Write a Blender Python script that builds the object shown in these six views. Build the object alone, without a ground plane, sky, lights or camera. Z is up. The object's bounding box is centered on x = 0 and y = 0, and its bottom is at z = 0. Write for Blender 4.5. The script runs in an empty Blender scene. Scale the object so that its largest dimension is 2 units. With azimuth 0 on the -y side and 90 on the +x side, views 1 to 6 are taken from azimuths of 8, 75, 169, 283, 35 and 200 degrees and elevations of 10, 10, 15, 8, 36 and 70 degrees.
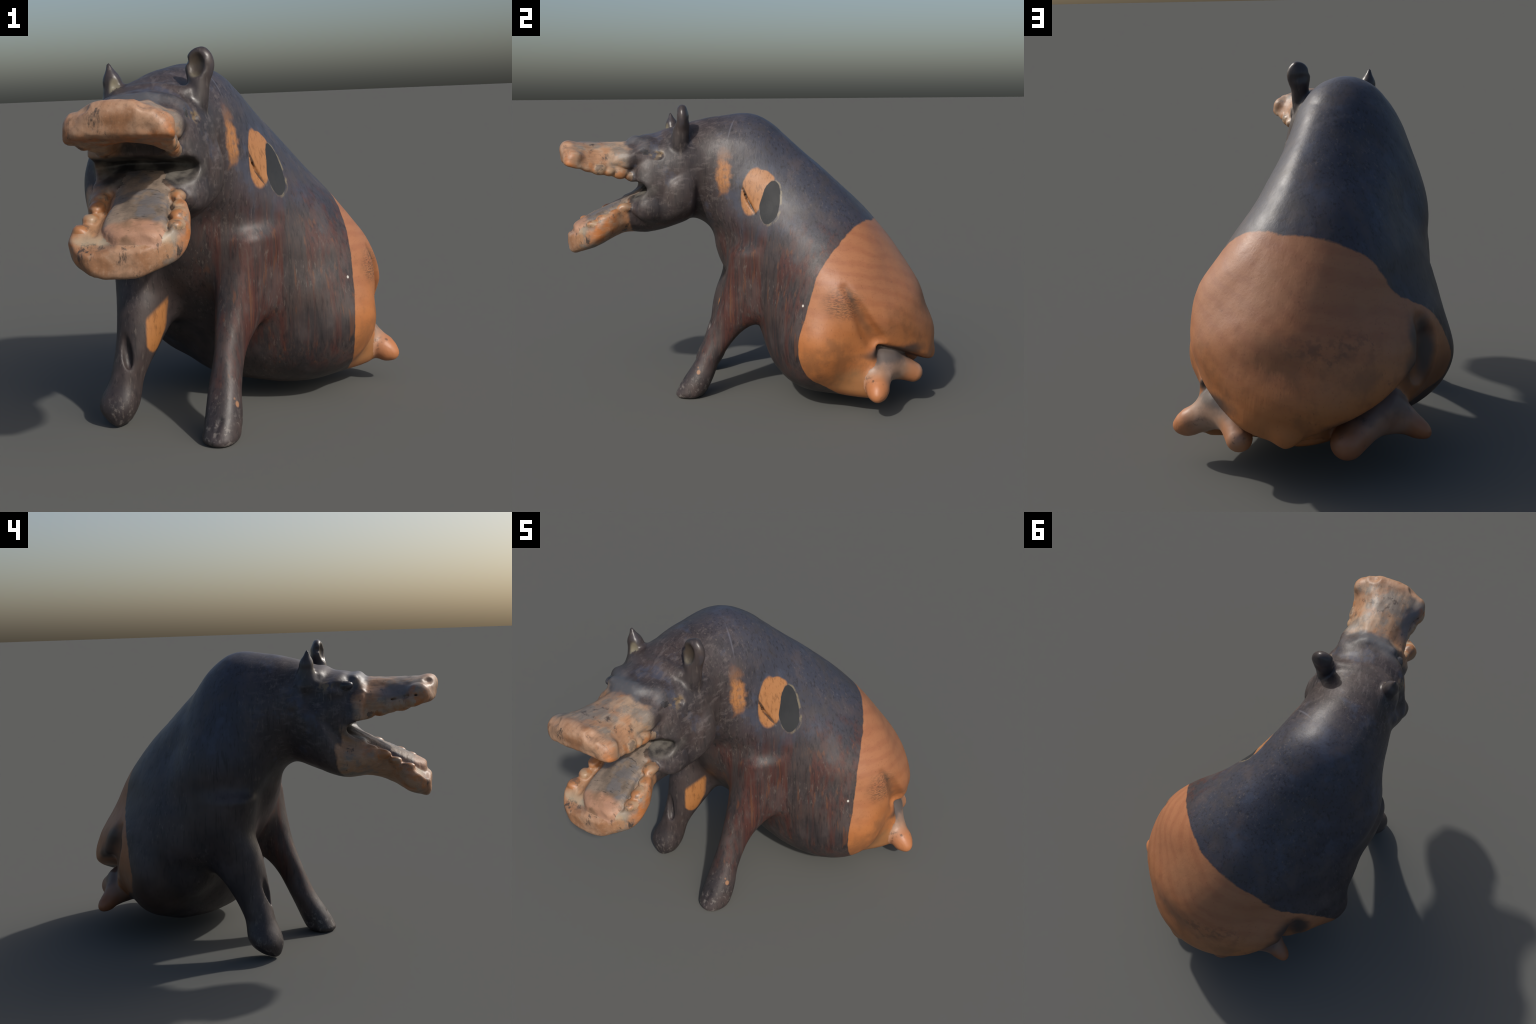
"""A seated hippopotamus with a wide open mouth, carved from one log of two-tone
wood: near-black heartwood with orange sapwood on the rump, the hind feet and the jaws.

The figure is one smooth signed-distance body (lofts through superelliptic
sections, cones and ellipsoids, blended and carved), meshed with surface nets,
then separated by region into named anatomical parts that keep the body's normals."""
import bpy, math
import numpy as np
from mathutils import Vector

# ------------------------------------------------------------------ shape kit

TH=np.radians(25.0)
F=np.array([-np.sin(TH),-np.cos(TH),0.]);L=np.array([np.cos(TH),-np.sin(TH),0.])
X=np.array([1.,0,0]);Y=np.array([0,1.,0]);Z=np.array([0,0,1.])
def smin(a,b,k):
    h=np.clip(.5+.5*(b-a)/k,0,1)
    return b+(a-b)*h-k*h*(1-h)
def smax(a,b,k): return -smin(-a,-b,k)
def interp(t,T,V):
    """cubic Hermite through rows V at stations T"""
    T=np.asarray(T);V=np.asarray(V)
    d=np.diff(V,axis=0)/np.diff(T)[:,None]
    m=np.empty_like(V);m[0]=d[0];m[-1]=d[-1]
    h=np.diff(T)[:,None]
    m[1:-1]=(d[:-1]*h[1:]+d[1:]*h[:-1])/(h[:-1]+h[1:])
    t=np.clip(t,T[0],T[-1]);i=np.clip(np.searchsorted(T,t)-1,0,len(T)-2)
    hh=(T[i+1]-T[i]);u=((t-T[i])/hh)[:,None];hh=hh[:,None]
    return (V[i]*(1+2*u)*(1-u)**2+V[i+1]*u*u*(3-2*u)+hh*(m[i]*u*(1-u)**2-m[i+1]*u*u*(1-u)))
def loft(P,A,B,C,T,V,r):
    """rounded solid through superelliptic sections: V rows = cb,cc,rb+,rb-,rc+,rc-,n"""
    t=P@A;v=interp(t,T,V)
    b=P@B-v[:,0];c=P@C-v[:,1]
    if v.shape[1]>7:
        ca,sa=np.cos(v[:,7]),np.sin(v[:,7]);b,c=b*ca+c*sa,c*ca-b*sa
    rb=np.maximum(np.where(b>0,v[:,2],v[:,3]),.004);rc=np.maximum(np.where(c>0,v[:,4],v[:,5]),.004)
    n=np.maximum(v[:,6],1.2)
    rho=((np.abs(b)/rb)**n+(np.abs(c)/rc)**n+1e-12)**(1/n)
    R=np.hypot(b,c);d=np.where(rho>.15,R*(1-1/np.maximum(rho,.15)),-np.minimum(rb,rc)*(1-rho))
    d=np.maximum(d,-np.minimum(rb,rc))
    m=(T[0]+T[-1])/2;w=np.abs(t-m)-(T[-1]-T[0])/2+r
    a=d+r
    return np.minimum(np.maximum(a,w),0)+np.hypot(np.maximum(a,0),np.maximum(w,0))-r
def cone(P,a,b,ra,rb):
    a=np.asarray(a,float);b=np.asarray(b,float);ab=b-a
    h=np.clip(((P-a)@ab)/(ab@ab),0,1)
    return np.linalg.norm(P-a-h[:,None]*ab,axis=1)-(ra+(rb-ra)*h)
def ell(P,c,r,M=None):
    q=P-np.asarray(c)
    if M is not None:q=q@M.T
    r=np.asarray(r);k0=np.linalg.norm(q/r,axis=1);k1=np.linalg.norm(q/(r*r),axis=1)
    return k0*(k0-1)/np.maximum(k1,1e-6)
def box(P,C,r):  # helper: half space distance
    return P@np.asarray(C)-r
def jaw_planes(P,m):
    """signed heights above the roof and below the floor of the open mouth; m = corner s, corner z, roof slope, floor slope"""
    s=-P[:,1]-m[0];z=P[:,2]-m[1]
    return (z-s*m[2])/np.hypot(1,m[2]),(-z-s*m[3])/np.hypot(1,m[3])
def chain(P,rows):
    d=None
    for a,b in zip(rows[:-1],rows[1:]):
        c=cone(P,a[:3],b[:3],a[3],b[3]);d=c if d is None else np.minimum(d,c)
    return d
def half(P,c,n):
    """signed distance to a plane through c with normal n (positive on the normal's side)"""
    n=np.asarray(n,float);n=n/np.linalg.norm(n)
    return (P-np.asarray(c))@n
CREASE_L=[(.532,.345,.690,.010),(.560,.372,.640,.022),(.567,.412,.560,.034),(.568,.455,.475,.046),(.562,.50,.405,.056)]
CREASE_R=[(-.322,.745,.690,.014),(-.375,.745,.615,.052),(-.402,.760,.54,.078),(-.388,.785,.46,.082),(-.365,.80,.39,.080)]
def hollows(P):
    """carved room between each folded thigh and the overhanging rump, negative inside"""
    # near side: under the rump edge that runs back and down to the tail point, behind the thigh wall
    pa=np.array([.545,.613,.364]);pb=np.array([.272,.954,.196])
    n=np.cross(pb-pa,np.array([-.75,-.60,.06]))
    if n[2]>0: n=-n
    a=-half(P,pa,n)                                     # below the rump edge
    b=-half(P,(.53,.515,.30),(.30,.95,.0))              # behind the thigh
    c=-half(P,(.30,.585,.30),(.72,.62,.0))              # not deeper than this wall
    near=smax(smax(a,b,.03),c,.04)
    near=np.minimum(near,chain(P,CREASE_L))
    # far side: upright slot beside the rump disc, opening under its lower edge
    qa=np.array([-.22,.885,.415]);n=np.cross(pb-qa,np.array([0,-1,.10]))
    if n[2]>0: n=-n
    a=-half(P,qa,n)
    c=-half(P,(-.1,.81,.30),(-.25,1,0))
    b=-half(P,(-.375,.70,.4),(1,.35,0))
    far=smax(smax(a,b,.03),c,.04)
    far=np.minimum(far,chain(P,CREASE_R))
    return np.minimum(near,far)

# fitted profile tables: one row per station, see loft()
D={k:np.array(v) for k,v in {
'trunk':[
  [0.090,0.151,0.513,0.442,0.432,0.198,0.283,2.000,0.368],
  [0.200,0.117,0.534,0.446,0.498,0.341,0.377,2.100,0.388],
  [0.350,0.094,0.535,0.448,0.565,0.461,0.442,2.047,0.420],
  [0.520,0.090,0.426,0.500,0.678,0.541,0.412,1.847,0.368],
  [0.700,0.076,0.354,0.458,0.622,0.490,0.345,2.505,0.540],
  [0.880,-0.027,0.297,0.462,0.498,0.405,0.332,2.386,0.761],
  [1.040,-0.105,0.170,0.479,0.469,0.348,0.271,2.291,0.959],
  [1.180,-0.160,0.077,0.447,0.439,0.318,0.226,1.937,0.952],
  [1.320,-0.214,0.019,0.358,0.338,0.229,0.165,2.000,0.900],
  [1.450,-0.242,-0.039,0.241,0.216,0.128,0.118,2.000,0.897]],
'neck':[
  [-0.250,-0.198,1.116,0.216,0.216,0.304,0.304,2.000],
  [-0.080,-0.222,1.176,0.265,0.265,0.364,0.364,2.000],
  [0.100,-0.242,1.226,0.241,0.241,0.313,0.313,2.000],
  [0.250,-0.276,1.244,0.227,0.227,0.269,0.269,2.000],
  [0.380,-0.295,1.214,0.249,0.249,0.262,0.262,2.200],
  [0.480,-0.284,1.201,0.221,0.221,0.245,0.245,2.200],
  [0.580,-0.284,1.178,0.194,0.194,0.230,0.230,2.200],
  [0.640,-0.323,1.183,0.184,0.184,0.234,0.234,2.200]],
'upper':[
  [0.280,-0.325,1.288,0.225,0.225,0.053,0.053,2.400],
  [0.400,-0.329,1.320,0.197,0.197,0.060,0.060,2.400],
  [0.520,-0.296,1.358,0.174,0.174,0.081,0.081,2.400],
  [0.620,-0.249,1.324,0.141,0.141,0.086,0.086,2.400],
  [0.720,-0.269,1.270,0.140,0.140,0.133,0.133,2.400],
  [0.820,-0.279,1.181,0.174,0.174,0.223,0.223,2.400],
  [0.910,-0.279,1.179,0.207,0.207,0.228,0.228,2.600],
  [0.985,-0.250,1.196,0.195,0.195,0.220,0.220,2.600]],
'lower':[
  [0.300,-0.225,1.134,0.202,0.202,0.148,0.148,2.400],
  [0.420,-0.288,1.112,0.264,0.264,0.180,0.180,2.400],
  [0.540,-0.323,1.007,0.198,0.198,0.104,0.104,2.400],
  [0.660,-0.301,1.009,0.176,0.176,0.099,0.099,2.400],
  [0.760,-0.253,0.979,0.176,0.176,0.104,0.104,2.600],
  [0.860,-0.290,0.916,0.203,0.203,0.086,0.086,2.800],
  [0.962,-0.313,0.911,0.119,0.119,0.113,0.113,2.800]],
'legL':[
  [0.000,0.073,0.355,0.078,0.078,0.081,0.081,2.200],
  [0.070,0.065,0.318,0.075,0.075,0.083,0.083,2.200],
  [0.200,0.035,0.252,0.069,0.069,0.069,0.069,2.200],
  [0.350,0.017,0.166,0.060,0.060,0.090,0.090,2.200],
  [0.500,-0.000,0.044,0.095,0.095,0.154,0.154,2.200],
  [0.650,-0.006,0.016,0.110,0.110,0.142,0.142,2.200],
  [0.820,0.027,0.001,0.083,0.083,0.103,0.103,2.200]],
'legR':[
  [0.000,-0.436,0.381,0.022,0.022,0.046,0.046,2.200],
  [0.070,-0.456,0.367,0.081,0.081,0.080,0.080,2.200],
  [0.200,-0.445,0.313,0.071,0.071,0.079,0.079,2.200],
  [0.350,-0.431,0.232,0.092,0.092,0.114,0.114,2.200],
  [0.500,-0.437,0.131,0.118,0.118,0.184,0.184,2.200],
  [0.650,-0.462,0.082,0.141,0.141,0.187,0.187,2.200],
  [0.820,-0.473,0.131,0.111,0.111,0.164,0.164,2.200]],
'hindL1':[0.450,0.560,0.250,0.600,0.498,0.155,0.096,0.052],
'hindL2':[0.420,0.610,0.265,0.420,0.765,0.190,0.092,0.055],
'hindR1':[-0.200,0.770,0.250,-0.325,0.830,0.178,0.098,0.036],
'hindR2':[-0.120,0.800,0.255,0.010,0.912,0.192,0.094,0.068],
'mouth':[0.481,1.166,0.250,0.457],
'thighL':[0.185,0.276,0.382,0.372,0.239,0.294],
'thighR':[-0.123,0.491,0.391,0.464,0.225,0.301],
'shoulderR':[-0.437,0.095,0.944,0.140,0.200,0.220]
}.items()}

def sphere(P,c,r): return np.linalg.norm(P-np.asarray(c),axis=1)-r
def tilt(ax,ang):
    c,s=np.cos(ang),np.sin(ang)
    if ax=='x': return np.array([[1,0,0],[0,c,s],[0,-s,c]])
    if ax=='y': return np.array([[c,0,-s],[0,1,0],[s,0,c]])
    return np.array([[c,s,0],[-s,c,0],[0,0,1]])
def only(P,m,fn,far=.4):
    """evaluate fn just where it can matter"""
    out=np.full(len(P),far)
    if m.any(): out[m]=fn(P[m])
    return out
def vnoise(P,f,seed):
    """smooth value noise in [-1,1]"""
    q=P*f+seed*17.31;i=np.floor(q).astype(np.int64);u=q-i;u=u*u*(3-2*u)
    def h(a,b,c):
        n=(a*73856093)^(b*19349663)^(c*83492791)^(seed*2654435)
        n=(n^(n>>13))*1274126177&0x7fffffff
        return ((n^(n>>16))&0xffff)/32767.5-1
    r=0
    for a in(0,1):
        for b in(0,1):
            for c in(0,1):
                w=(u[:,0] if a else 1-u[:,0])*(u[:,1] if b else 1-u[:,1])*(u[:,2] if c else 1-u[:,2])
                r=r+w*h(i[:,0]+a,i[:,1]+b,i[:,2]+c)
    return r

ROOF,FLOOR=D['mouth'][2],D['mouth'][3]
def roof_z(s): return D['mouth'][1]+(s-D['mouth'][0])*ROOF
def floor_z(s): return D['mouth'][1]-(s-D['mouth'][0])*FLOOR

# ------------------------------------------------------------------ the carving
# teeth: (x, s) along each jaw edge, s = distance forward (-y)
UPPER_TEETH=[(-.128,.855),(-.124,.800),(-.130,.745),(-.142,.688),(-.150,.635),
             (-.452,.880),(-.430,.825),(-.412,.770),(-.402,.712),(-.412,.655)]
LOWER_TEETH=[(-.112,.842),(-.116,.785),(-.124,.726),(-.138,.668),
             (-.450,.855),(-.435,.792),(-.425,.728),(-.425,.668)]
def teeth(P,which):
    """rows of blunt carved molars"""
    d=None
    for n,(x,s) in enumerate(UPPER_TEETH if which=='upper' else LOWER_TEETH):
        k=1+.18*math.sin(n*2.4)
        if which=='upper': c=(x,-s,roof_z(s)+.020);r=(.022,.034*k,.024*k)
        else: c=(x,-s,floor_z(s)-(.020 if x>-.27 else .026));r=(.028,.036*k,.020*k)
        e=ell(P,c,r);d=e if d is None else np.minimum(d,e)
    return d
def tongue(P):
    rows=[]
    for s,cx,w in [(.46,-.28,.13),(.60,-.275,.105),(.72,-.265,.098),(.83,-.260,.112),(.895,-.250,.105),(.935,-.235,.075)]:
        drop=.10*max(0,s-.87)
        rows.append([s,cx,floor_z(s)-.022-drop,w,w,.037,.04,2.8])
    rows=np.array(rows)
    return loft(P,-Y,X,Z,rows[:,0],rows[:,1:],.014)
def lower_jaw(P):
    s=-P[:,1]
    lip=(.012+.012*np.clip((-.30-P[:,0])/.06,0,1))*np.clip((s-.60)/.22,0,1)**1.2+.020*np.clip((s-.885)/.05,0,1)
    _,floor=jaw_planes(P,D['mouth'])
    slab=smax(loft(P,-Y,X,Z,D['lower'][:,0],D['lower'][:,1:],.035),-(floor-lip),.012)
    # gutter between lip and tongue, then the tongue and the molars standing in it
    g=chain(P,[(-.158,-.58,1.112,.014),(-.152,-.70,1.054,.014),(-.143,-.80,1.006,.015),(-.135,-.88,.970,.012)])
    h=chain(P,[(-.398,-.60,1.098,.016),(-.394,-.72,1.036,.016),(-.402,-.82,.990,.016),(-.395,-.885,.958,.014)])
    slab=smax(slab,-np.minimum(g,h),.012)
    d=smin(slab,tongue(P),.008)
    d=smin(d,teeth(P,'lower'),.020)
    # cuts in the lip
    for x,y,z,a in [(-.205,-.978,.885,.010),(-.345,-.975,.885,.010)]:
        d=smax(d,-ell(P,(x,y,z+.03),(a,.012,.035)),.010)
    return d
def upper_jaw(P):
    roof,_=jaw_planes(P,D['mouth'])
    d=smax(loft(P,-Y,X,Z,D['upper'][:,0],D['upper'][:,1:],.052),-roof,.026)
    d=smin(d,smax(ell(P,(-.388,-.68,1.285),(.050,.115,.060)),-roof,.01),.03)
    # palate hollow
    d=smax(d,-ell(P,(-.27,-.74,1.225),(.095,.20,.050)),.02)
    # nostril lobes and the hollows between them
    for c,r in [((-.112,-.925,1.330),(.027,.032,.032)),((-.235,-.955,1.368),(.085,.030,.036)),((-.325,-.946,1.366),(.065,.030,.034)),((-.435,-.905,1.336),(.027,.046,.033))]:
        d=smin(d,ell(P,c,r),.035)
    for c,r in [((-.165,-.972,1.402),(.030,.035,.022)),((-.392,-.958,1.392),(.030,.030,.022)),((-.160,-1.000,1.312),(.024,.020,.018))]:
        d=smax(d,-ell(P,c,r),.018)
    # lip line above the teeth, both sides
    g=chain(P,[(-.478,-.59,1.246,.009),(-.398,-.68,1.268,.008),(-.418,-.78,1.296,.008),(-.455,-.90,1.320,.007)])
    h=chain(P,[(-.112,-.82,1.290,.007),(-.124,-.72,1.282,.008),(-.126,-.64,1.250,.010)])
    d=smax(d,-np.minimum(g,h),.010)
    return smin(d,teeth(P,'upper'),.018)
def head_details(P,d):
    # brow step across the skull, eyes at its ends
    d=smin(d,chain(P,[(-.165,-.575,1.385,.030),(-.25,-.592,1.402,.034),(-.38,-.585,1.394,.032)]),.022)
    # trim the bridge beside the brow and the far temple
    d=smax(d,-np.minimum(ell(P,(-.098,-.655,1.434),(.118,.110,.076)),ell(P,(-.605,-.39,1.345),(.120,.15,.125))),.03)
    # second ridge running from ear to ear
    d=smin(d,chain(P,[(-.150,-.40,1.425,.030),(-.26,-.415,1.432,.036),(-.41,-.405,1.415,.030)]),.022)
    # each eye is a slanting hollow cut in behind the brow edge
    cut=np.minimum(chain(P,[(-.088,-.625,1.318,.014),(-.086,-.562,1.352,.034),(-.086,-.485,1.338,.022)]),
                   chain(P,[(-.450,-.620,1.345,.016),(-.482,-.545,1.372,.034),(-.518,-.450,1.378,.022)]))
    d=smax(d,-cut,.008)
    return smin(d,eyes(P),.006)
def eyes(P):
    return np.minimum(ell(P,(-.140,-.553,1.352),(.024,.040,.022),tilt('x',-.3)),ell(P,(-.432,-.545,1.370),(.026,.042,.022),tilt('x',-.2)))
def ear(P,side):
    if side=='left':   # broad cupped spoon leaning out, hollow to the front
        d=smin(ell(P,(-.094,-.360,1.530),(.058,.034,.070),tilt('y',.16)),cone(P,(-.112,-.372,1.385),(-.098,-.360,1.49),.046,.042),.02)
        d=smin(d,cone(P,(-.090,-.356,1.55),(-.082,-.352,1.580),.034,.018),.015)
        return smax(d,-np.minimum(ell(P,(-.108,-.408,1.538),(.043,.040,.056),tilt('y',.12)),ell(P,(-.150,-.395,1.55),(.018,.05,.020))),.007)
    d=smin(cone(P,(-.428,-.350,1.385),(-.446,-.358,1.485),.066,.034),cone(P,(-.446,-.358,1.485),(-.455,-.362,1.545),.034,.009),.015)
    d=smax(d,np.abs(P[:,1]+.350-.06*(P[:,2]-1.45))-.052,.02)
    return smax(d,-ell(P,(-.418,-.412,1.455),(.026,.030,.052),tilt('y',-.15)),.008)
def hind_foot(P,side):
    """stub with two splayed toes"""
    a,b=('hindL1','hindL2') if side=='left' else ('hindR1','hindR2')
    d=smin(*[cone(P,D[n][:3],D[n][3:6],max(abs(D[n][6]),.025)*.92,max(abs(D[n][7]),.025)) for n in (a,b)],.085)
    if side=='left': d=smin(d,cone(P,(.595,.502,.165),(.634,.484,.142),.05,.026),.03)
    else:
        d=smin(d,cone(P,(-.315,.825,.178),(-.345,.842,.164),.035,.018),.03)
    return d
def legs(P,side):
    n='legL' if side=='left' else 'legR'
    return loft(P,Z,L,F,D[n][:,0],D[n][:,1:],.03)
def field(P):
    """distance to the whole figure"""
    s=-P[:,1];z=P[:,2]
    d=loft(P,Z,X,Y,D['trunk'][:,0],D['trunk'][:,1:],.06)
    for n in ('thighL','thighR','shoulderR'):
        v=D[n];d=smin(d,ell(P,v[:3],np.maximum(np.abs(v[3:]),.08)),.08 if n[0]=='t' else .14)
    # breast
    d=smin(d,ell(P,(-.22,-.055,.86),(.13,.100,.13)),.07)
    d=smin(d,ell(P,(-.37,-.035,.96),(.11,.085,.11)),.07)
    d=smin(d,ell(P,(-.36,.34,.40),(.152,.16,.14)),.07)
    # blunt tail point under the rump
    d=smin(d,only(P,(s<-.4)&(z<.6),lambda p:cone(p,(.16,.72,.38),(.252,.912,.246),.15,.052)),.05)
    # crease between folded thigh and rump, opening into the hollow above each hind foot
    d=smax(d,-only(P,(s<-.1)&(z<.9),hollows),.030)
    d=smin(d,only(P,s>-.5,lambda p:loft(p,-Y,X,Z,D['neck'][:,0],D['neck'][:,1:],.06)),.10)
    m=(z<1.05)&(s>-.5)
    d=smin(d,only(P,m,lambda p:legs(p,'left')),.09)
    d=smin(d,only(P,m,lambda p:legs(p,'right')),.09)
    m=(s>.05)&(z>.6)
    if m.any():
        p=P[m];e=d[m]
        roof,floor=jaw_planes(p,D['mouth'])
        # full cheeks, slit only forward of the mouth corners
        e=smin(e,ell(p,(-.155,-.480,1.120),(.078,.135,.120)),.07)
        e=smin(e,ell(p,(-.115,-.525,1.045),(.062,.100,.065)),.04)
        deep=.545-.12*np.clip(1-((p[:,0]+.275)/.20)**2,0,1)
        e=smax(e,-smax(smax(roof,floor,.02),deep+p[:,1],.07),.014)
        e=smin(e,upper_jaw(p),.03)
        e=smin(e,lower_jaw(p),.03)
        e=head_details(p,e)
        e=smin(e,np.minimum(ear(p,'left'),ear(p,'right')),.02)
        d[m]=e
    m=(s<-.2)&(z<.6)
    d=smin(d,only(P,m,lambda p:np.minimum(hind_foot(p,'left'),hind_foot(p,'right'))),.03)
    # small carved features
    def small(p):
        k=-ell(p,(-.526,-.152,.345),(.028,.040,.095),tilt('y',-.18))       # knot hole in the far foreleg
        k=np.maximum(k,-cone(p,(-.100,-.425,.045),(-.075,-.375,.105),.016,.004)) # cleft of the hoof
        return k
    m=(z<.5)&(s>0)
    if m.any(): d[m]=smax(d[m],small(P[m]),.010)
    crack=lambda p:chain(p,[(.022,-.066,1.175,.004),(.057,-.040,1.10,.007),(.100,-.010,1.030,.004)])
    d=smax(d,-only(P,(z>.9)&(s>-.2)&(s<.2),crack),.006)
    return d
def relief(P):
    """knife facets and gouge marks, stronger on the roughly cut jaws"""
    s=-P[:,1]
    jaw=np.clip((s-.50)/.12,0,1)
    n=.0012*vnoise(P*np.array([1,1,.6]),9,1)+.0007*vnoise(P*np.array([1.3,1.3,.8]),24,2)
    return n+only(P,jaw>0,lambda p:.0026*vnoise(p*np.array([1,.7,1]),26,3)+.0014*vnoise(p*np.array([1.4,.8,1]),56,4),0.)*jaw
def body(P): return field(P)-relief(P)

# ------------------------------------------------------------------ surface nets
def mesh_field(lo,hi,h,f):
    """sample the field only in blocks near the surface and skin it with quads"""
    B=8
    nb=np.ceil((hi-lo)/(h*B)).astype(int);n=nb*B+1
    bc=np.stack(np.meshgrid(*[lo[i]+(np.arange(nb[i])+.5)*h*B for i in range(3)],indexing='ij'),-1).reshape(-1,3)
    d=f(bc);act=np.abs(d)<h*B*1.75
    G=np.empty(n,np.float32)
    s=np.where(d<0,-1,1).reshape(nb)
    G[:-1,:-1,:-1]=np.repeat(np.repeat(np.repeat(s,B,0),B,1),B,2)
    G[-1]=1;G[:,-1]=1;G[:,:,-1]=1
    need=np.zeros(n,bool)
    for i,j,k in np.argwhere(act.reshape(nb)): need[i*B:i*B+B+1,j*B:j*B+B+1,k*B:k*B+B+1]=True
    idx=np.argwhere(need)
    for c in range(0,len(idx),200000):
        q=idx[c:c+200000];G[q[:,0],q[:,1],q[:,2]]=f(lo+q*h)
    S=G<0
    cnt=sum(S[a:n[0]-1+a,b:n[1]-1+b,c:n[2]-1+c].astype(np.int8) for a in(0,1) for b in(0,1) for c in(0,1))
    cells=np.argwhere((cnt>0)&(cnt<8))
    vid=np.full(n,-1,np.int32);vid[tuple(cells.T)]=np.arange(len(cells))
    acc=np.zeros((len(cells),3));num=np.zeros(len(cells))
    cor=[(a,b,c) for a in(0,1) for b in(0,1) for c in(0,1)]
    val=[G[cells[:,0]+a,cells[:,1]+b,cells[:,2]+c] for a,b,c in cor]
    for p in range(8):
        for q in range(p+1,8):
            e=np.array(cor[q])-np.array(cor[p])
            if np.abs(e).sum()!=1: continue
            m=(val[p]<0)!=(val[q]<0)
            t=val[p][m]/(val[p][m]-val[q][m])
            acc[m]+=np.array(cor[p])+t[:,None]*e;num[m]+=1
    V=lo+(cells+acc/num[:,None])*h
    quads=[]
    for ax in range(3):
        u,v=(ax+1)%3,(ax+2)%3
        sl0=[slice(None)]*3;sl1=[slice(None)]*3;sl0[ax]=slice(0,-1);sl1[ax]=slice(1,None)
        ch=np.argwhere(S[tuple(sl0)]!=S[tuple(sl1)])
        ch=ch[(ch[:,u]>0)&(ch[:,v]>0)]
        eu=np.eye(3,dtype=int)[u];ev=np.eye(3,dtype=int)[v]
        q=np.stack([vid[tuple((ch-eu-ev).T)],vid[tuple((ch-ev).T)],vid[tuple(ch.T)],vid[tuple((ch-eu).T)]],1)
        ins=S[tuple(ch.T)]
        q[~ins]=q[~ins][:,::-1]
        quads.append(q)
    Q=np.concatenate(quads)
    return V,Q
def keep_largest(V,Q):
    """drop stray islands"""
    lab=np.arange(len(V))
    while True:
        m=lab[Q].min(1);new=lab.copy()
        for k in range(4): np.minimum.at(new,Q[:,k],m)
        new=new[new]
        if (new==lab).all(): break
        lab=new
    c=np.bincount(lab,minlength=len(V));keep=lab==c.argmax()
    idx=np.cumsum(keep)-1;q=Q[keep[Q[:,0]]]
    return V[keep],idx[q]

STEP=0.0070
V,Q=mesh_field(np.array([-.74,-1.06,-.03]),np.array([.74,1.08,1.68]),STEP,body)
V,Q=keep_largest(V,Q)

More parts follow.
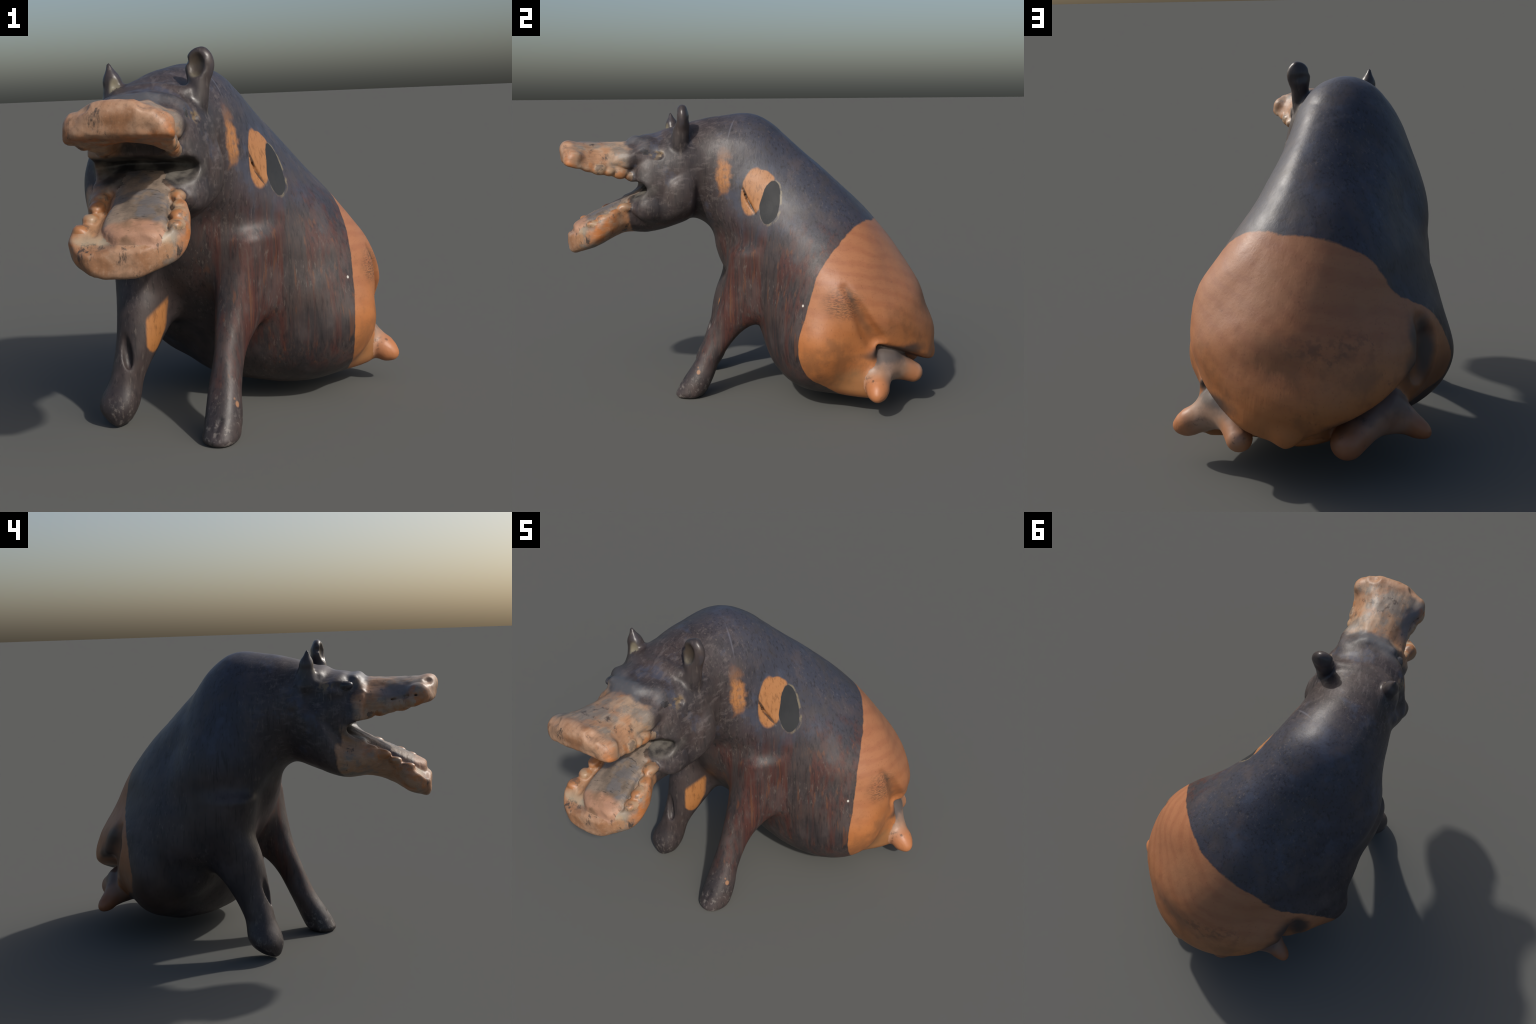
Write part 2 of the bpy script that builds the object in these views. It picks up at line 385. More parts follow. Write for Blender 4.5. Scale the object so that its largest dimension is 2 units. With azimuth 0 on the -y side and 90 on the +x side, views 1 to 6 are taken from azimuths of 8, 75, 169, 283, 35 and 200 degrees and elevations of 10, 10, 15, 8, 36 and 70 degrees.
# ------------------------------------------------------------------ materials
SAP_C=(0.060,0.495,0.746)
SAP_AXES=((-0.899,0.428,-0.095),(0.133,0.473,0.871),(0.417,0.771,-0.482))
SAP_K=(0.272,0.075,-0.731,-1.579,-0.259,-0.348)
class Graph:
    """tiny expression builder over shader nodes"""
    def __init__(self,name):
        self.mat=bpy.data.materials.new(name);self.mat.use_nodes=True
        self.t=self.mat.node_tree;self.t.nodes.clear()
        self.co=self.t.nodes.new('ShaderNodeTexCoord').outputs['Object']
        sp=self.t.nodes.new('ShaderNodeSeparateXYZ');self.t.links.new(self.co,sp.inputs[0])
        self.x,self.y,self.z=sp.outputs
    def put(self,sock,v):
        if hasattr(v,'is_output'): self.t.links.new(v,sock)
        elif v is not None: sock.default_value=v
    def m(self,op,a,b=None,c=None,clamp=False):
        n=self.t.nodes.new('ShaderNodeMath');n.operation=op;n.use_clamp=clamp
        self.put(n.inputs[0],a);self.put(n.inputs[1],b);self.put(n.inputs[2],c)
        return n.outputs[0]
    def add(self,*a):
        r=a[0]
        for b in a[1:]: r=self.m('ADD',r,b)
        return r
    def mul(self,a,b): return self.m('MULTIPLY',a,b)
    def inv(self,a): return self.m('SUBTRACT',1.0,a)
    def ramp(self,v,a,b):
        """smooth 0..1 between a and b (a may exceed b)"""
        n=self.t.nodes.new('ShaderNodeMapRange');n.interpolation_type='SMOOTHSTEP'
        flip=a>b
        self.put(n.inputs['Value'],v);n.inputs['From Min'].default_value=min(a,b);n.inputs['From Max'].default_value=max(a,b)
        n.inputs['To Min'].default_value=1.0 if flip else 0.0;n.inputs['To Max'].default_value=0.0 if flip else 1.0
        return n.outputs['Result']
    def lin(self,k,c=0.0):
        """k . position + c"""
        n=self.t.nodes.new('ShaderNodeVectorMath');n.operation='DOT_PRODUCT'
        self.put(n.inputs[0],self.co);n.inputs[1].default_value=k
        return self.m('ADD',n.outputs['Value'],c)
    def scaled(self,s,rot=(0,0,0),loc=(0,0,0),src=None):
        n=self.t.nodes.new('ShaderNodeMapping');self.put(n.inputs[0],src or self.co)
        n.inputs['Scale'].default_value=s;n.inputs['Rotation'].default_value=rot;n.inputs['Location'].default_value=loc
        return n.outputs[0]
    def noise(self,scale,detail=3,vec=None,rough=.55,dist=0.0):
        n=self.t.nodes.new('ShaderNodeTexNoise');self.put(n.inputs['Vector'],vec or self.co)
        n.inputs['Scale'].default_value=scale;n.inputs['Detail'].default_value=detail;n.inputs['Roughness'].default_value=rough;n.inputs['Distortion'].default_value=dist
        return n.outputs[0]
    def voronoi(self,scale,vec=None,feature='F1'):
        n=self.t.nodes.new('ShaderNodeTexVoronoi');n.feature=feature;self.put(n.inputs['Vector'],vec or self.co);n.inputs['Scale'].default_value=scale
        return n.outputs['Distance']
    def warp(self,amount,scale):
        """position jittered by noise"""
        n=self.t.nodes.new('ShaderNodeTexNoise');self.put(n.inputs['Vector'],self.co);n.inputs['Scale'].default_value=scale;n.inputs['Detail'].default_value=3
        a=self.t.nodes.new('ShaderNodeVectorMath');a.operation='SUBTRACT';self.put(a.inputs[0],n.outputs['Color']);a.inputs[1].default_value=(.5,.5,.5)
        b=self.t.nodes.new('ShaderNodeVectorMath');b.operation='SCALE';self.put(b.inputs[0],a.outputs[0]);b.inputs['Scale'].default_value=amount
        c=self.t.nodes.new('ShaderNodeVectorMath');c.operation='ADD';self.put(c.inputs[0],self.co);self.put(c.inputs[1],b.outputs[0])
        return c.outputs[0]
    def blob(self,c,r,axes=None,edge=.15,src=None):
        """soft ellipsoidal mask: 1 inside, 0 outside; axes = three directions"""
        v=src or self.co
        s=self.t.nodes.new('ShaderNodeVectorMath');s.operation='SUBTRACT';self.put(s.inputs[0],v);s.inputs[1].default_value=c
        tot=None
        for a,rr in zip(axes or ((1,0,0),(0,1,0),(0,0,1)),r):
            d=self.t.nodes.new('ShaderNodeVectorMath');d.operation='DOT_PRODUCT';self.put(d.inputs[0],s.outputs[0]);d.inputs[1].default_value=tuple(q/rr for q in a)
            sq=self.m('MULTIPLY',d.outputs['Value'],d.outputs['Value']);tot=sq if tot is None else self.m('ADD',tot,sq)
        return self.ramp(self.m('SQRT',tot),1+edge,1-edge)
    def mix(self,f,a,b):
        n=self.t.nodes.new('ShaderNodeMix');n.data_type='RGBA'
        self.put(n.inputs[0],f)
        for s,v in ((n.inputs[6],a),(n.inputs[7],b)):
            if isinstance(v,tuple): v=v+(1,) if len(v)==3 else v
            self.put(s,v)
        return n.outputs[2]
    def finish(self,color,rough,bump,strength=.25,dist=.004,spec=.45,coat=.0):
        p=self.t.nodes.new('ShaderNodeBsdfPrincipled');o=self.t.nodes.new('ShaderNodeOutputMaterial')
        self.put(p.inputs['Base Color'],color);self.put(p.inputs['Roughness'],rough)
        p.inputs['Specular IOR Level'].default_value=spec;p.inputs['Coat Weight'].default_value=coat;p.inputs['Coat Roughness'].default_value=.35
        b=self.t.nodes.new('ShaderNodeBump');b.inputs['Strength'].default_value=strength;b.inputs['Distance'].default_value=dist
        self.put(b.inputs['Height'],bump);self.put(p.inputs['Normal'],b.outputs[0])
        self.t.links.new(p.outputs[0],o.inputs[0])
        return self.mat
def unit(*v):
    n=math.sqrt(sum(q*q for q in v));return tuple(q/n for q in v)

EBONY=(.030,.025,.027);EBONY_WARM=(.052,.038,.036);SKY_TINT=(.038,.043,.064);ROSE=(.064,.024,.020);DUST=(.12,.10,.088)
ORANGE=(.33,.138,.064);TAN=(.34,.235,.160);SOOT=(.030,.025,.022);GREY=(.17,.15,.13)

def heartwood(g):
    """near-black wood: streaky vertical grain, rosy on the near flank, sky reflection tinted blue on the back, pale scratches"""
    fibre=g.noise(1,4,g.scaled((75,75,4.5)),.65)
    broad=g.noise(1,3,g.scaled((22,22,.9)),.6,.3)
    blot=g.noise(5,4)
    c=g.mix(g.ramp(blot,.35,.65),EBONY,EBONY_WARM)
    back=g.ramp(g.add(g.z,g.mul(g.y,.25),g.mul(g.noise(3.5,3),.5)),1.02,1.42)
    c=g.mix(g.mul(g.mul(back,.8),g.ramp(g.add(g.y,g.mul(g.noise(5,3),.3)),-.12,.22)),c,SKY_TINT)  # bluish sky reflection baked into the upper back's base colour
    flank=g.mul(g.mul(g.ramp(g.add(g.x,g.mul(g.z,.25),g.mul(g.y,-.35)),-.12,.16),g.ramp(g.add(g.z,g.mul(g.noise(4,2),.3)),1.22,.95)),g.ramp(g.z,.10,.30))
    c=g.mix(g.mul(flank,g.ramp(broad,.42,.66)),c,ROSE)
    c=g.mix(g.mul(flank,g.mul(g.ramp(fibre,.52,.68),.55)),c,(.075,.048,.040))
    c=g.mix(g.mul(g.ramp(fibre,.48,.36),.6),c,(.015,.013,.014))
    soft=g.noise(1,4,g.scaled((9,9,5),loc=(2,8,1)),.6)
    c=g.mix(g.mul(g.ramp(soft,.50,.68),.5),c,(.075,.060,.060))
    rub=g.noise(1,5,g.scaled((70,70,16),(.3,.2,.5)),.7)
    wear=g.mul(g.ramp(rub,.54,.70),g.ramp(g.add(g.noise(4,3),g.mul(g.ramp(g.y,.05,-.3),.10)),.42,.62))
    c=g.mix(g.mul(wear,.7),c,DUST)
    mott=g.noise(1,5,g.scaled((7,7,5),loc=(5,5,2)),.65)
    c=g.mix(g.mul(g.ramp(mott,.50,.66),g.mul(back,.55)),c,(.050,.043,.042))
    c=g.mix(g.mul(g.ramp(mott,.46,.34),g.mul(back,.55)),c,(.055,.066,.100))  # lighter blue sheen highlights painted over the dark back
    streak=g.noise(1,2,g.scaled((40,40,2.0),loc=(3,1,0)),.6)
    amber=g.mul(flank,g.mul(g.ramp(streak,.60,.72),.42))
    c=g.mix(amber,c,(.15,.055,.020))
    return c,fibre
def sapwood(g):
    """orange wood with growth rings, dark pores and sooty scratches"""
    ring=g.t.nodes.new('ShaderNodeTexWave');ring.wave_type='BANDS';ring.bands_direction='Z';ring.wave_profile='SIN'
    g.put(ring.inputs['Vector'],g.scaled((1,1,1),(.22,.30,0)));ring.inputs["Scale"].default_value=4.2;ring.inputs['Distortion'].default_value=7.0;ring.inputs['Detail'].default_value=3;ring.inputs['Detail Scale'].default_value=.8
    r=ring.outputs['Fac']
    c=g.mix(g.mul(g.ramp(r,.30,1.0),.36),ORANGE,(.25,.088,.042))
    fine=g.noise(1,4,g.scaled((30,30,120),(.22,.30,0)),.6)
    c=g.mix(g.mul(g.ramp(fine,.50,.68),.28),c,(.22,.085,.042))
    c=g.mix(g.mul(g.ramp(g.noise(3,3),.42,.62),.6),c,(.33,.155,.075))
    c=g.mix(g.mul(g.ramp(g.add(g.z,g.mul(g.noise(4,3),.5)),.98,.55),.55),c,(.40,.135,.026))
    pores=g.noise(1,2,g.scaled((150,150,70)),.6)
    c=g.mix(g.mul(g.ramp(pores,.62,.74),.5),c,(.16,.055,.018))
    return c,r
def grime(g,amount,lo=.60,hi=.70,scale=9):
    s=g.noise(scale,6,None,.72)
    return g.mul(g.mul(g.ramp(s,lo,hi),g.ramp(g.noise(60,2),.40,.58)),amount)

def body_material():
    g=Graph("two_tone_hardwood")
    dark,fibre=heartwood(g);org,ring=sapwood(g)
    jit=g.mul(g.m('SUBTRACT',g.noise(14,5,None,.65),.5),.030)
    # sapwood front: a curved sheet behind which the log is orange
    cx,cy,cz=SAP_C
    p=g.lin(SAP_AXES[0],-sum(a*b for a,b in zip(SAP_AXES[0],SAP_C)))
    q=g.lin(SAP_AXES[1],-sum(a*b for a,b in zip(SAP_AXES[1],SAP_C)))
    h=g.lin(SAP_AXES[2],-sum(a*b for a,b in zip(SAP_AXES[2],SAP_C)))
    k=SAP_K
    sheet=g.add(k[0],g.mul(p,k[1]),g.mul(q,k[2]),g.mul(g.mul(p,p),k[3]),g.mul(g.mul(p,q),k[4]),g.mul(g.mul(q,q),k[5]))
    front=g.add(g.m('SUBTRACT',h,sheet),jit)
    rump=g.mul(g.ramp(front,-.004,.006),g.ramp(g.y,.02,.05))
    # patches of sapwood showing on neck, shoulder and far foreleg, and the jaws
    w=g.warp(.05,9)
    fw=g.warp(.09,16)
    neck=g.blob((-.020,-.152,1.225),(.05,.036,.085),edge=.45,src=g.warp(.07,26))
    nb=g.blob((-.010,-.148,1.33),(.06,.03,.05),edge=.6,src=fw)
    sh=g.blob((.055,-.008,1.140),(.11,.062,.130),((1,0,0),unit(0,1,-.20),unit(0,.20,1)),edge=.07,src=g.warp(.022,12))
    sh2=g.blob((.075,.030,1.215),(.11,.068,.042),edge=.10,src=g.warp(.022,12))
    leg=g.mul(g.blob((-.405,-.080,.50),(.085,.10,.20),(unit(1,.2,0),(0,1,0),(0,0,1)),edge=.05,src=w),g.mul(g.ramp(g.add(g.x,g.mul(g.y,.1)),-.452,-.440),g.ramp(g.add(g.z,g.mul(g.x,-.95)),.89,.86)))
    leg=g.mul(leg,g.ramp(g.add(g.z,g.mul(g.x,-2.4)),1.285,1.30))
    leg=g.mul(leg,g.ramp(g.y,.0,-.03))
    snout=g.ramp(g.add(g.y,g.mul(g.m('SUBTRACT',g.noise(11,5),.5),.12),g.mul(g.x,.109),g.mul(g.m('ABSOLUTE',g.add(g.x,.27)),-.197)),-.665,-.715)
    snout=g.mul(snout,g.ramp(g.z,1.18,1.21))
    jawl=g.ramp(g.add(g.y,g.mul(g.m('SUBTRACT',g.noise(11,4),.5),.05),g.mul(g.x,.35)),-.685,-.70)
    jawl=g.mul(jawl,g.mul(g.ramp(g.z,1.19,1.16),g.ramp(g.z,.70,.74)))
    jaw=g.m('MAXIMUM',snout,jawl)
    o=g.m('MAXIMUM',rump,g.m('MAXIMUM',g.m('MAXIMUM',neck,g.mul(nb,.35)),g.m('MAXIMUM',sh,g.m('MAXIMUM',sh2,leg))))
    amberw=g.mix(g.mul(g.ramp(g.noise(1,4,g.scaled((90,90,22)),.65),.50,.66),.6),g.mix(.5,org,(.36,.165,.05)),(.16,.065,.022))
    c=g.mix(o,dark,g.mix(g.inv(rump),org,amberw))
    # jaw wood: tan on top, orange on the worn corners, sooty stains
    lowr=g.ramp(g.add(g.z,g.mul(g.y,.05)),1.16,1.12)
    tan=g.mix(g.ramp(g.noise(6,4),.36,.60),(.29,.175,.105),TAN)
    tan=g.mix(g.mul(lowr,.55),tan,(.33,.165,.080))
    stain=g.ramp(g.noise(7,6,g.scaled((1,.6,.8),loc=(4,2,1)),.68),.49,.60)
    tan=g.mix(g.mul(stain,.85),tan,GREY)
    warm=g.ramp(g.noise(5,4,g.scaled((1,1,1),loc=(9,1,6))),.50,.62)
    tan=g.mix(g.mul(warm,.55),tan,(.36,.150,.055))
    tan=g.mix(g.ramp(g.y,-.90,-.95),tan,g.mix(g.ramp(g.noise(8,4),.40,.60),(.27,.135,.070),(.36,.215,.135)))
    edge=g.m('MAXIMUM',g.ramp(g.add(g.m('ABSOLUTE',g.add(g.x,.27)),g.mul(g.noise(9,3),.07)),.185,.225),
      g.mul(g.mul(g.ramp(g.y,-.78,-.86),g.ramp(g.z,1.18,1.20)),g.ramp(g.add(g.z,g.mul(g.noise(10,3),.06)),1.345,1.305)))
    edge=g.mul(edge,g.ramp(g.y,-.60,-.70))
    tan=g.mix(g.mul(edge,g.ramp(g.noise(14,5,g.scaled((1,1,1),loc=(7,3,2))),.42,.62)),tan,(.40,.145,.045))
    vein=g.noise(1,5,g.scaled((26,26,7),loc=(1,5,3)),.7)
    tan=g.mix(g.mul(g.ramp(vein,.55,.66),g.ramp(g.noise(5,3,g.scaled((1,1,1),loc=(3,3,9))),.42,.56)),tan,(.060,.045,.038))
    spots=g.ramp(g.noise(22,5,g.scaled((1,1,1),loc=(8,2,5)),.7),.60,.70)
    tan=g.mix(g.mul(spots,.3),tan,SOOT)
    grit=g.noise(1,5,g.scaled((60,9,60)),.65)
    tan=g.mix(g.mul(g.ramp(grit,.50,.66),.30),tan,(.13,.085,.055))
    tan=g.mix(g.mul(g.ramp(grit,.46,.34),.22),tan,(.46,.33,.23))
    rim=g.mul(g.mul(g.ramp(g.y,-.86,-.92),lowr),g.ramp(g.add(g.z,g.mul(g.noise(11,4),.05)),.945,.965))
    tan=g.mix(g.mul(rim,.7),tan,(.36,.30,.215))
    tan=g.mix(g.mul(g.blob((-.42,-.80,1.345),(.05,.10,.04),edge=.5,src=w),.75),tan,(.11,.11,.13))
    inner=g.ramp(g.m('ABSOLUTE',g.add(g.x,.27)),.16,.12)
    browwear=g.mul(g.mul(g.ramp(g.y,-.50,-.58),g.ramp(g.z,1.34,1.38)),g.ramp(g.noise(8,5),.36,.58))
    c=g.mix(g.mul(browwear,.8),c,(.085,.088,.098))
    hair=g.noise(1,4,g.scaled((60,14,40),(.2,.1,.3)),.65)
    c=g.mix(g.mul(g.mul(g.ramp(g.y,.05,-.25),g.ramp(g.z,.95,1.1)),g.mul(g.ramp(hair,.50,.68),.6)),c,(.105,.088,.085))
    c=g.mix(jaw,c,tan)
    low=g.mul(g.blob((-.45,.60,.28),(.20,.22,.17),edge=.5),.6)
    c=g.mix(low,c,(.075,.040,.022))
    sock=g.m('MAXIMUM',g.blob((-.105,-.490,1.338),(.05,.035,.025),edge=.4,src=w),g.blob((-.50,-.455,1.375),(.05,.04,.025),edge=.4,src=w))
    c=g.mix(g.mul(sock,g.ramp(g.noise(30,4),.45,.58)),c,(.16,.115,.070))
    # the mouth behind the jaws: dusty grey gouges
    gul=g.mul(g.blob((-.28,-.545,1.145),(.215,.17,.115),edge=.25),g.mul(g.ramp(g.add(g.z,g.mul(g.y,.247)),1.055,1.045),g.ramp(g.add(g.z,g.mul(g.y,-.46)),1.36,1.39)))
    c=g.mix(g.mul(gul,.9),c,g.mix(g.ramp(g.noise(14,5),.40,.64),(.030,.028,.028),(.13,.12,.105)))
    # dark inlaid oval on the shoulder, pale rim
    ax=((1,0,0),unit(0,1,-.27),unit(0,.27,1))
    ov=g.blob((.13,.064,1.090),(.20,.046,.116),ax,edge=.03,src=g.warp(.022,11))
    rim=g.mul(g.blob((.13,.068,1.087),(.20,.052,.124),ax,edge=.05,src=g.warp(.022,11)),g.inv(ov))
    side=g.mul(g.ramp(g.x,-.02,.01),g.ramp(g.z,.88,.92))
    c=g.mix(g.mul(g.mul(rim,side),g.ramp(g.noise(22,3),.40,.56)),c,(.15,.125,.085))
    c=g.mix(g.mul(ov,side),c,(.016,.018,.021))
    for a,b in (((.022,-.066,1.175),(.057,-.040,1.10)),((.057,-.040,1.10),(.100,-.010,1.030))):
        mid=tuple((p_+q_)/2 for p_,q_ in zip(a,b));dv=unit(*[q_-p_ for p_,q_ in zip(a,b)]);sv=unit(0,dv[2],-dv[1]);nv=(dv[1]*sv[2]-dv[2]*sv[1],dv[2]*sv[0]-dv[0]*sv[2],dv[0]*sv[1]-dv[1]*sv[0])
        c=g.mix(g.mul(g.blob(mid,(.045,.006,.03),(dv,sv,nv),edge=.4),.85),c,(.025,.016,.013))
    # soot rubbed into scratches; the stained fan above the near thigh crease
    c=g.mix(g.mul(rump,g.mul(g.ramp(g.z,1.0,.5),grime(g,.8,.60,.76,11))),c,SOOT)
    hatch=g.noise(1,5,g.scaled((20,60,190),(.75,0,0)),.65)
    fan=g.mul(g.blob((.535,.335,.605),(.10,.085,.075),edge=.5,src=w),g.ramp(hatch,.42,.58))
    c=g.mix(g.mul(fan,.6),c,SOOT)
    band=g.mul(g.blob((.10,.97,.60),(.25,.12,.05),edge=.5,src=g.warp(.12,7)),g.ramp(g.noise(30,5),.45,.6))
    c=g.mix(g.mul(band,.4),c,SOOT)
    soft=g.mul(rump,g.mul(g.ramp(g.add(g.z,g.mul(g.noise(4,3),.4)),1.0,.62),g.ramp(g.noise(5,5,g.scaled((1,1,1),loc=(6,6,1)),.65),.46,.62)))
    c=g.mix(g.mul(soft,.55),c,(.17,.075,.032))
    for ctr,r in [((-.385,.735,.50),(.055,.075,.16)),((-.36,.80,.55),(.075,.10,.15)),((-.33,.84,.40),(.12,.10,.10)),((.50,.62,.335),(.14,.18,.035)),((-.05,.95,.29),(.16,.08,.035))]:  # near-black patches in the recesses between rump, thighs and hind feet
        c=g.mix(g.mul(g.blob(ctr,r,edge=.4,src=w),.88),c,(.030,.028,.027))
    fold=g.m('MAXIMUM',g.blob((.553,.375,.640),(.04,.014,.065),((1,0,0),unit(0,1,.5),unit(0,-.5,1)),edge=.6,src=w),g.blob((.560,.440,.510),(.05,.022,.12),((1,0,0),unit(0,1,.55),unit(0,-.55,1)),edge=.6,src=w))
    c=g.mix(g.mul(fold,.62),c,(.060,.042,.028))  # soft dark gradient along the near crease
    c=g.mix(g.mul(g.blob((.50,.44,.18),(.16,.16,.075),edge=.5,src=fw),.45),c,(.16,.11,.055))
    # worn hoof, ankle scars, white flecks, a pale line scratched on the nape
    toe=g.mul(g.ramp(g.z,.17,.05),g.ramp(g.noise(50,4),.52,.66))
    c=g.mix(g.mul(toe,g.mul(g.ramp(g.y,.0,-.1),.5)),c,(.20,.18,.165))
    for ctr,r in [((.229,.396,1.093),.007),((.437,.151,.59),.006),((.447,.185,.545),.005),((-.01,-.312,.153),.012),((-.030,-.305,.170),.008),((.40,.02,.52),.004)]:
        c=g.mix(g.mul(g.blob(ctr,(r,r,r*1.2),edge=.25),.8),c,(.62,.60,.55) if r<.008 else (.33,.17,.09))
    line=g.blob((-.094,-.092,1.468),(.004,.075,.05),(unit(.55,.8,0),unit(.6,-.45,-.6),unit(.5,-.4,.7)),edge=.4)
    c=g.mix(g.mul(line,.3),c,(.16,.16,.19))
    rough=g.add(.33,g.mul(g.noise(18,3),.14),g.mul(g.noise(6,4),.16),g.mul(g.mul(ov,side),.2))
    bump=g.add(g.mul(fibre,.5),g.mul(g.noise(70,4),.4),g.mul(g.noise(20,3),.45),g.mul(g.mul(grit,jaw),.6))
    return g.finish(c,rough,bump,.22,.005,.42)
def foot_material():
    g=Graph("worn_orange_wood")
    org,r=sapwood(g)
    c=g.mix(g.ramp(g.noise(9,4),.40,.60),(.30,.175,.11),(.36,.225,.155))
    w=g.warp(.05,9)
    for t in ((.62,.49,.15),(.40,.745,.19),(-.34,.845,.165),(.01,.91,.19)):
        c=g.mix(g.mul(g.blob(t,(.085,.085,.085),edge=.5,src=w),.85),c,(.40,.145,.050))
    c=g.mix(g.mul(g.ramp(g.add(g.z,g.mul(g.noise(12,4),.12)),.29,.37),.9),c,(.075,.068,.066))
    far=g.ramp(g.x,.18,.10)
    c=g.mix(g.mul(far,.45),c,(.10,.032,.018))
    c=g.mix(grime(g,.7,.55,.70,12),c,SOOT)
    return g.finish(c,g.add(.38,g.mul(g.noise(20,3),.15)),g.noise(45,4),.2,.004)
def tongue_material():
    g=Graph("gouged_grey_wood")
    n=g.noise(7,5,g.scaled((1,.5,1)),.6)
    c=g.mix(g.ramp(n,.36,.62),(.10,.080,.065),(.25,.19,.145))
    c=g.mix(g.mul(g.ramp(g.noise(9,4,g.scaled((1,1,1),loc=(2,7,1))),.50,.60),.8),c,(.12,.115,.12))
    c=g.mix(g.mul(g.ramp(g.add(g.y,g.mul(g.noise(6,3),.12)),-.80,-.84),.8),c,g.mix(g.ramp(g.noise(13,5),.40,.60),(.24,.135,.080),(.40,.215,.135)))
    c=g.mix(g.mul(g.ramp(g.y,-.62,-.50),.7),c,(.045,.040,.038))
    c=g.mix(g.mul(g.ramp(g.noise(1,4,g.scaled((30,90,30),(0,0,.5))),.60,.70),.6),c,SOOT)
    return g.finish(c,.55,g.add(g.noise(35,5),g.noise(1,4,g.scaled((20,80,20),(0,0,.5)))),.45,.006,.35)
def tooth_material():
    g=Graph("pale_worn_wood")
    c=g.mix(g.ramp(g.noise(14,4),.38,.60),(.34,.225,.14),(.33,.145,.060))
    c=g.mix(g.mul(g.ramp(g.noise(22,4,g.scaled((1,1,1),loc=(3,1,4))),.52,.64),.7),c,(.09,.072,.06))
    back=g.ramp(g.y,-.70,-.62)
    c=g.mix(g.mul(back,.6),c,(.06,.055,.05))
    return g.finish(c,.42,g.noise(50,4),.3,.004)
def ear_material():
    g=Graph("smoked_dark_wood")
    dark,f=heartwood(g)
    hol=g.m('MAXIMUM',g.blob((-.106,-.385,1.530),(.032,.022,.048),edge=.3),g.blob((-.424,-.398,1.455),(.024,.020,.05),edge=.3))
    c=g.mix(.35,dark,(.050,.042,.042))
    c=g.mix(g.mul(hol,.9),c,g.mix(g.ramp(g.add(g.z,g.mul(g.noise(30,3),.06)),1.50,1.54),(.19,.17,.12),(.055,.042,.030)))
    return g.finish(c,.36,g.noise(40,4),.2,.004)
def eye_material():
    g=Graph("polished_dark_wood")
    c=g.mix(g.ramp(g.noise(16,4),.4,.6),(.026,.024,.025),(.055,.052,.058))
    return g.finish(c,.26,g.noise(30,3),.12,.004,.5)
body_mat=body_material()
MATS={'body':body_mat,'hind_foot':foot_material(),'tongue':tongue_material(),'tooth':tooth_material(),'ear':ear_material(),'eye':eye_material()}


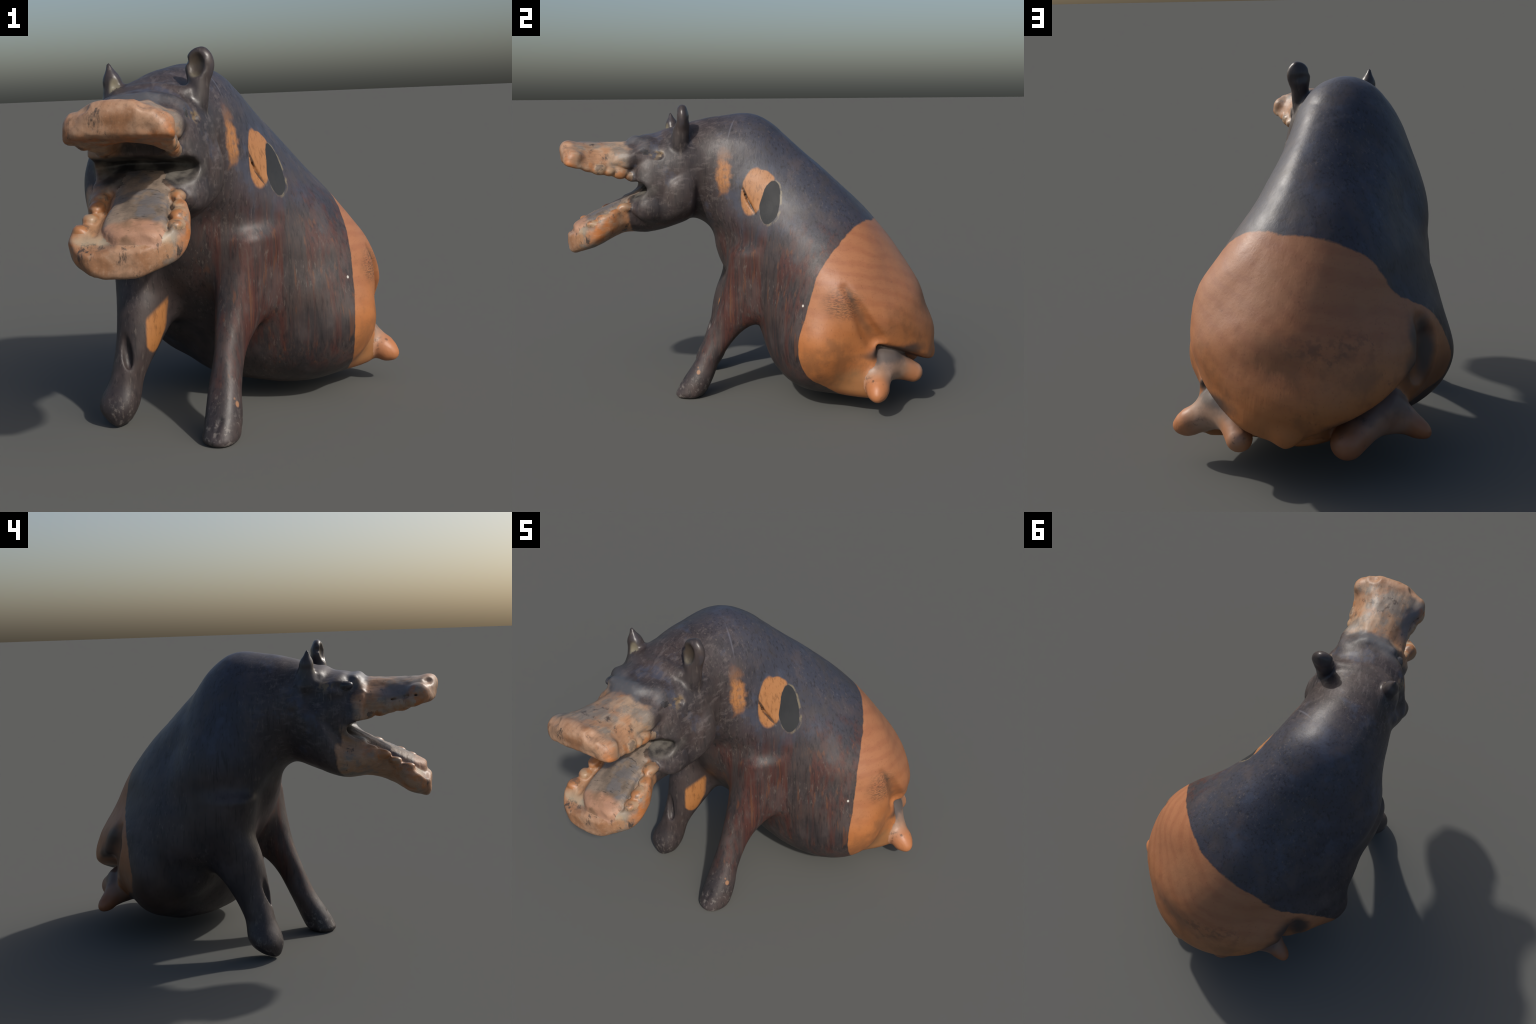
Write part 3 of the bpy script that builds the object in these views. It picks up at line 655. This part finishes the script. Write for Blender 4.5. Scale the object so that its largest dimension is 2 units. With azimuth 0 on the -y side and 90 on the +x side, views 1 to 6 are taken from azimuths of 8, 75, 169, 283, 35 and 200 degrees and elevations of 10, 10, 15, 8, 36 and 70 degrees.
# ------------------------------------------------------------------ parts
def part_names(C):
    """name of the anatomical part each face centre belongs to"""
    s=-C[:,1];z=C[:,2];x=C[:,0]
    name=np.full(len(C),'torso',object)
    headward=z>.62+.5*np.clip(-s,0,1)
    name[(s>.02)&(z>.90-.15*np.clip(s,0,.3))&headward]='neck'
    name[(s>.30)&(z>.80)]='head'
    mouth=(s>.56)&(z>.7)
    mid=(roof_z(s)+floor_z(s))/2
    name[(s>.60)&(z>mid)]='upper_jaw'
    name[(s>.56)&(z<=mid)&(z>.7)]='lower_jaw'
    near=lambda f,t:f(C)<t
    name[mouth&near(tongue,.004)&(z<mid)]='tongue'
    name[(s>.44)&(z>1.3)&near(eyes,.004)]='eye'
    name[(s>.22)&(z>1.40)&(near(lambda p:ear(p,'left'),.006))]='ear_l'
    name[(s>.22)&(z>1.38)&(near(lambda p:ear(p,'right'),.006))]='ear_r'
    low=(z<.56)&(s>-.12)
    name[low&near(lambda p:legs(p,'left'),.03)&(x>-.28)]='foreleg_l'
    name[low&near(lambda p:legs(p,'right'),.03)&(x<-.28)]='foreleg_r'
    hind=(z<.42)&(s<-.35)
    name[hind&near(lambda p:hind_foot(p,'left'),.010)&(x>.2)]='hind_l'
    name[hind&near(lambda p:hind_foot(p,'right'),.010)&(x<.2)]='hind_r'
    for which,rows in (('upper',UPPER_TEETH),('lower',LOWER_TEETH)):
        t=mouth&near(lambda p:teeth(p,which),.004)&((z>mid) if which=='upper' else (z<=mid))
        cs=np.array(rows);i=((x[:,None]-cs[:,0])**2+(s[:,None]-cs[:,1])**2).argmin(1)
        for k in range(len(rows)): name[t&(i==k)]='tooth_%s_%02d'%(which,k)
    return name

whole=bpy.data.meshes.new("whole_body")
whole.from_pydata(V.tolist(),[],Q.tolist());whole.update();whole.shade_smooth()
NRM=np.empty(len(V)*3,np.float32);whole.vertex_normals.foreach_get('vector',NRM)
NRM=NRM.reshape(-1,3)
names=part_names(V[Q].mean(1))
bpy.data.meshes.remove(whole)

root=bpy.data.objects.new("wooden_hippo",None);root.empty_display_size=.1
bpy.context.scene.collection.objects.link(root)
root["label"]="seated hippo carved from dark and orange wood, mouth wide open"
root["category"]="animal figurine"
LOOK={'torso':'torso','neck':'neck','head':'head','upper_jaw':'upper_jaw','lower_jaw':'lower_jaw','tongue':'tongue','eye':'eye',
      'ear_l':'ear','ear_r':'ear','foreleg_l':'foreleg','foreleg_r':'foreleg','hind_l':'hind_foot','hind_r':'hind_foot'}
OWNER={'upper_jaw':'head','lower_jaw':'head','ear':'head','eye':'head'}
made={}
def build_part(key,nice,parent,mat):
    q=Q[names==key]
    if not len(q): return None
    used,inv=np.unique(q,return_inverse=True)
    me=bpy.data.meshes.new(nice);me.from_pydata(V[used].tolist(),[],inv.reshape(q.shape).tolist());me.update()
    me.shade_smooth();me.normals_split_custom_set_from_vertices(NRM[used].tolist())
    me.materials.append(mat)
    ob=bpy.data.objects.new(nice,me);bpy.context.scene.collection.objects.link(ob);ob.parent=parent
    return ob
for key in ['torso','neck','head','foreleg_l','foreleg_r','hind_l','hind_r','upper_jaw','lower_jaw','ear_l','ear_r','eye','tongue']:
    nice=LOOK[key]
    parent=made.get(OWNER.get(nice),root) if nice!='tongue' else made.get('head',root)
    made.setdefault(nice,build_part(key,nice,parent,MATS.get(nice,MATS['body'])))if nice not in made else build_part(key,nice,parent,MATS.get(nice,MATS['body']))
for key in sorted({n for n in names if n.startswith('tooth')}):
    build_part(key,'tooth',made['head'],MATS['tooth'])
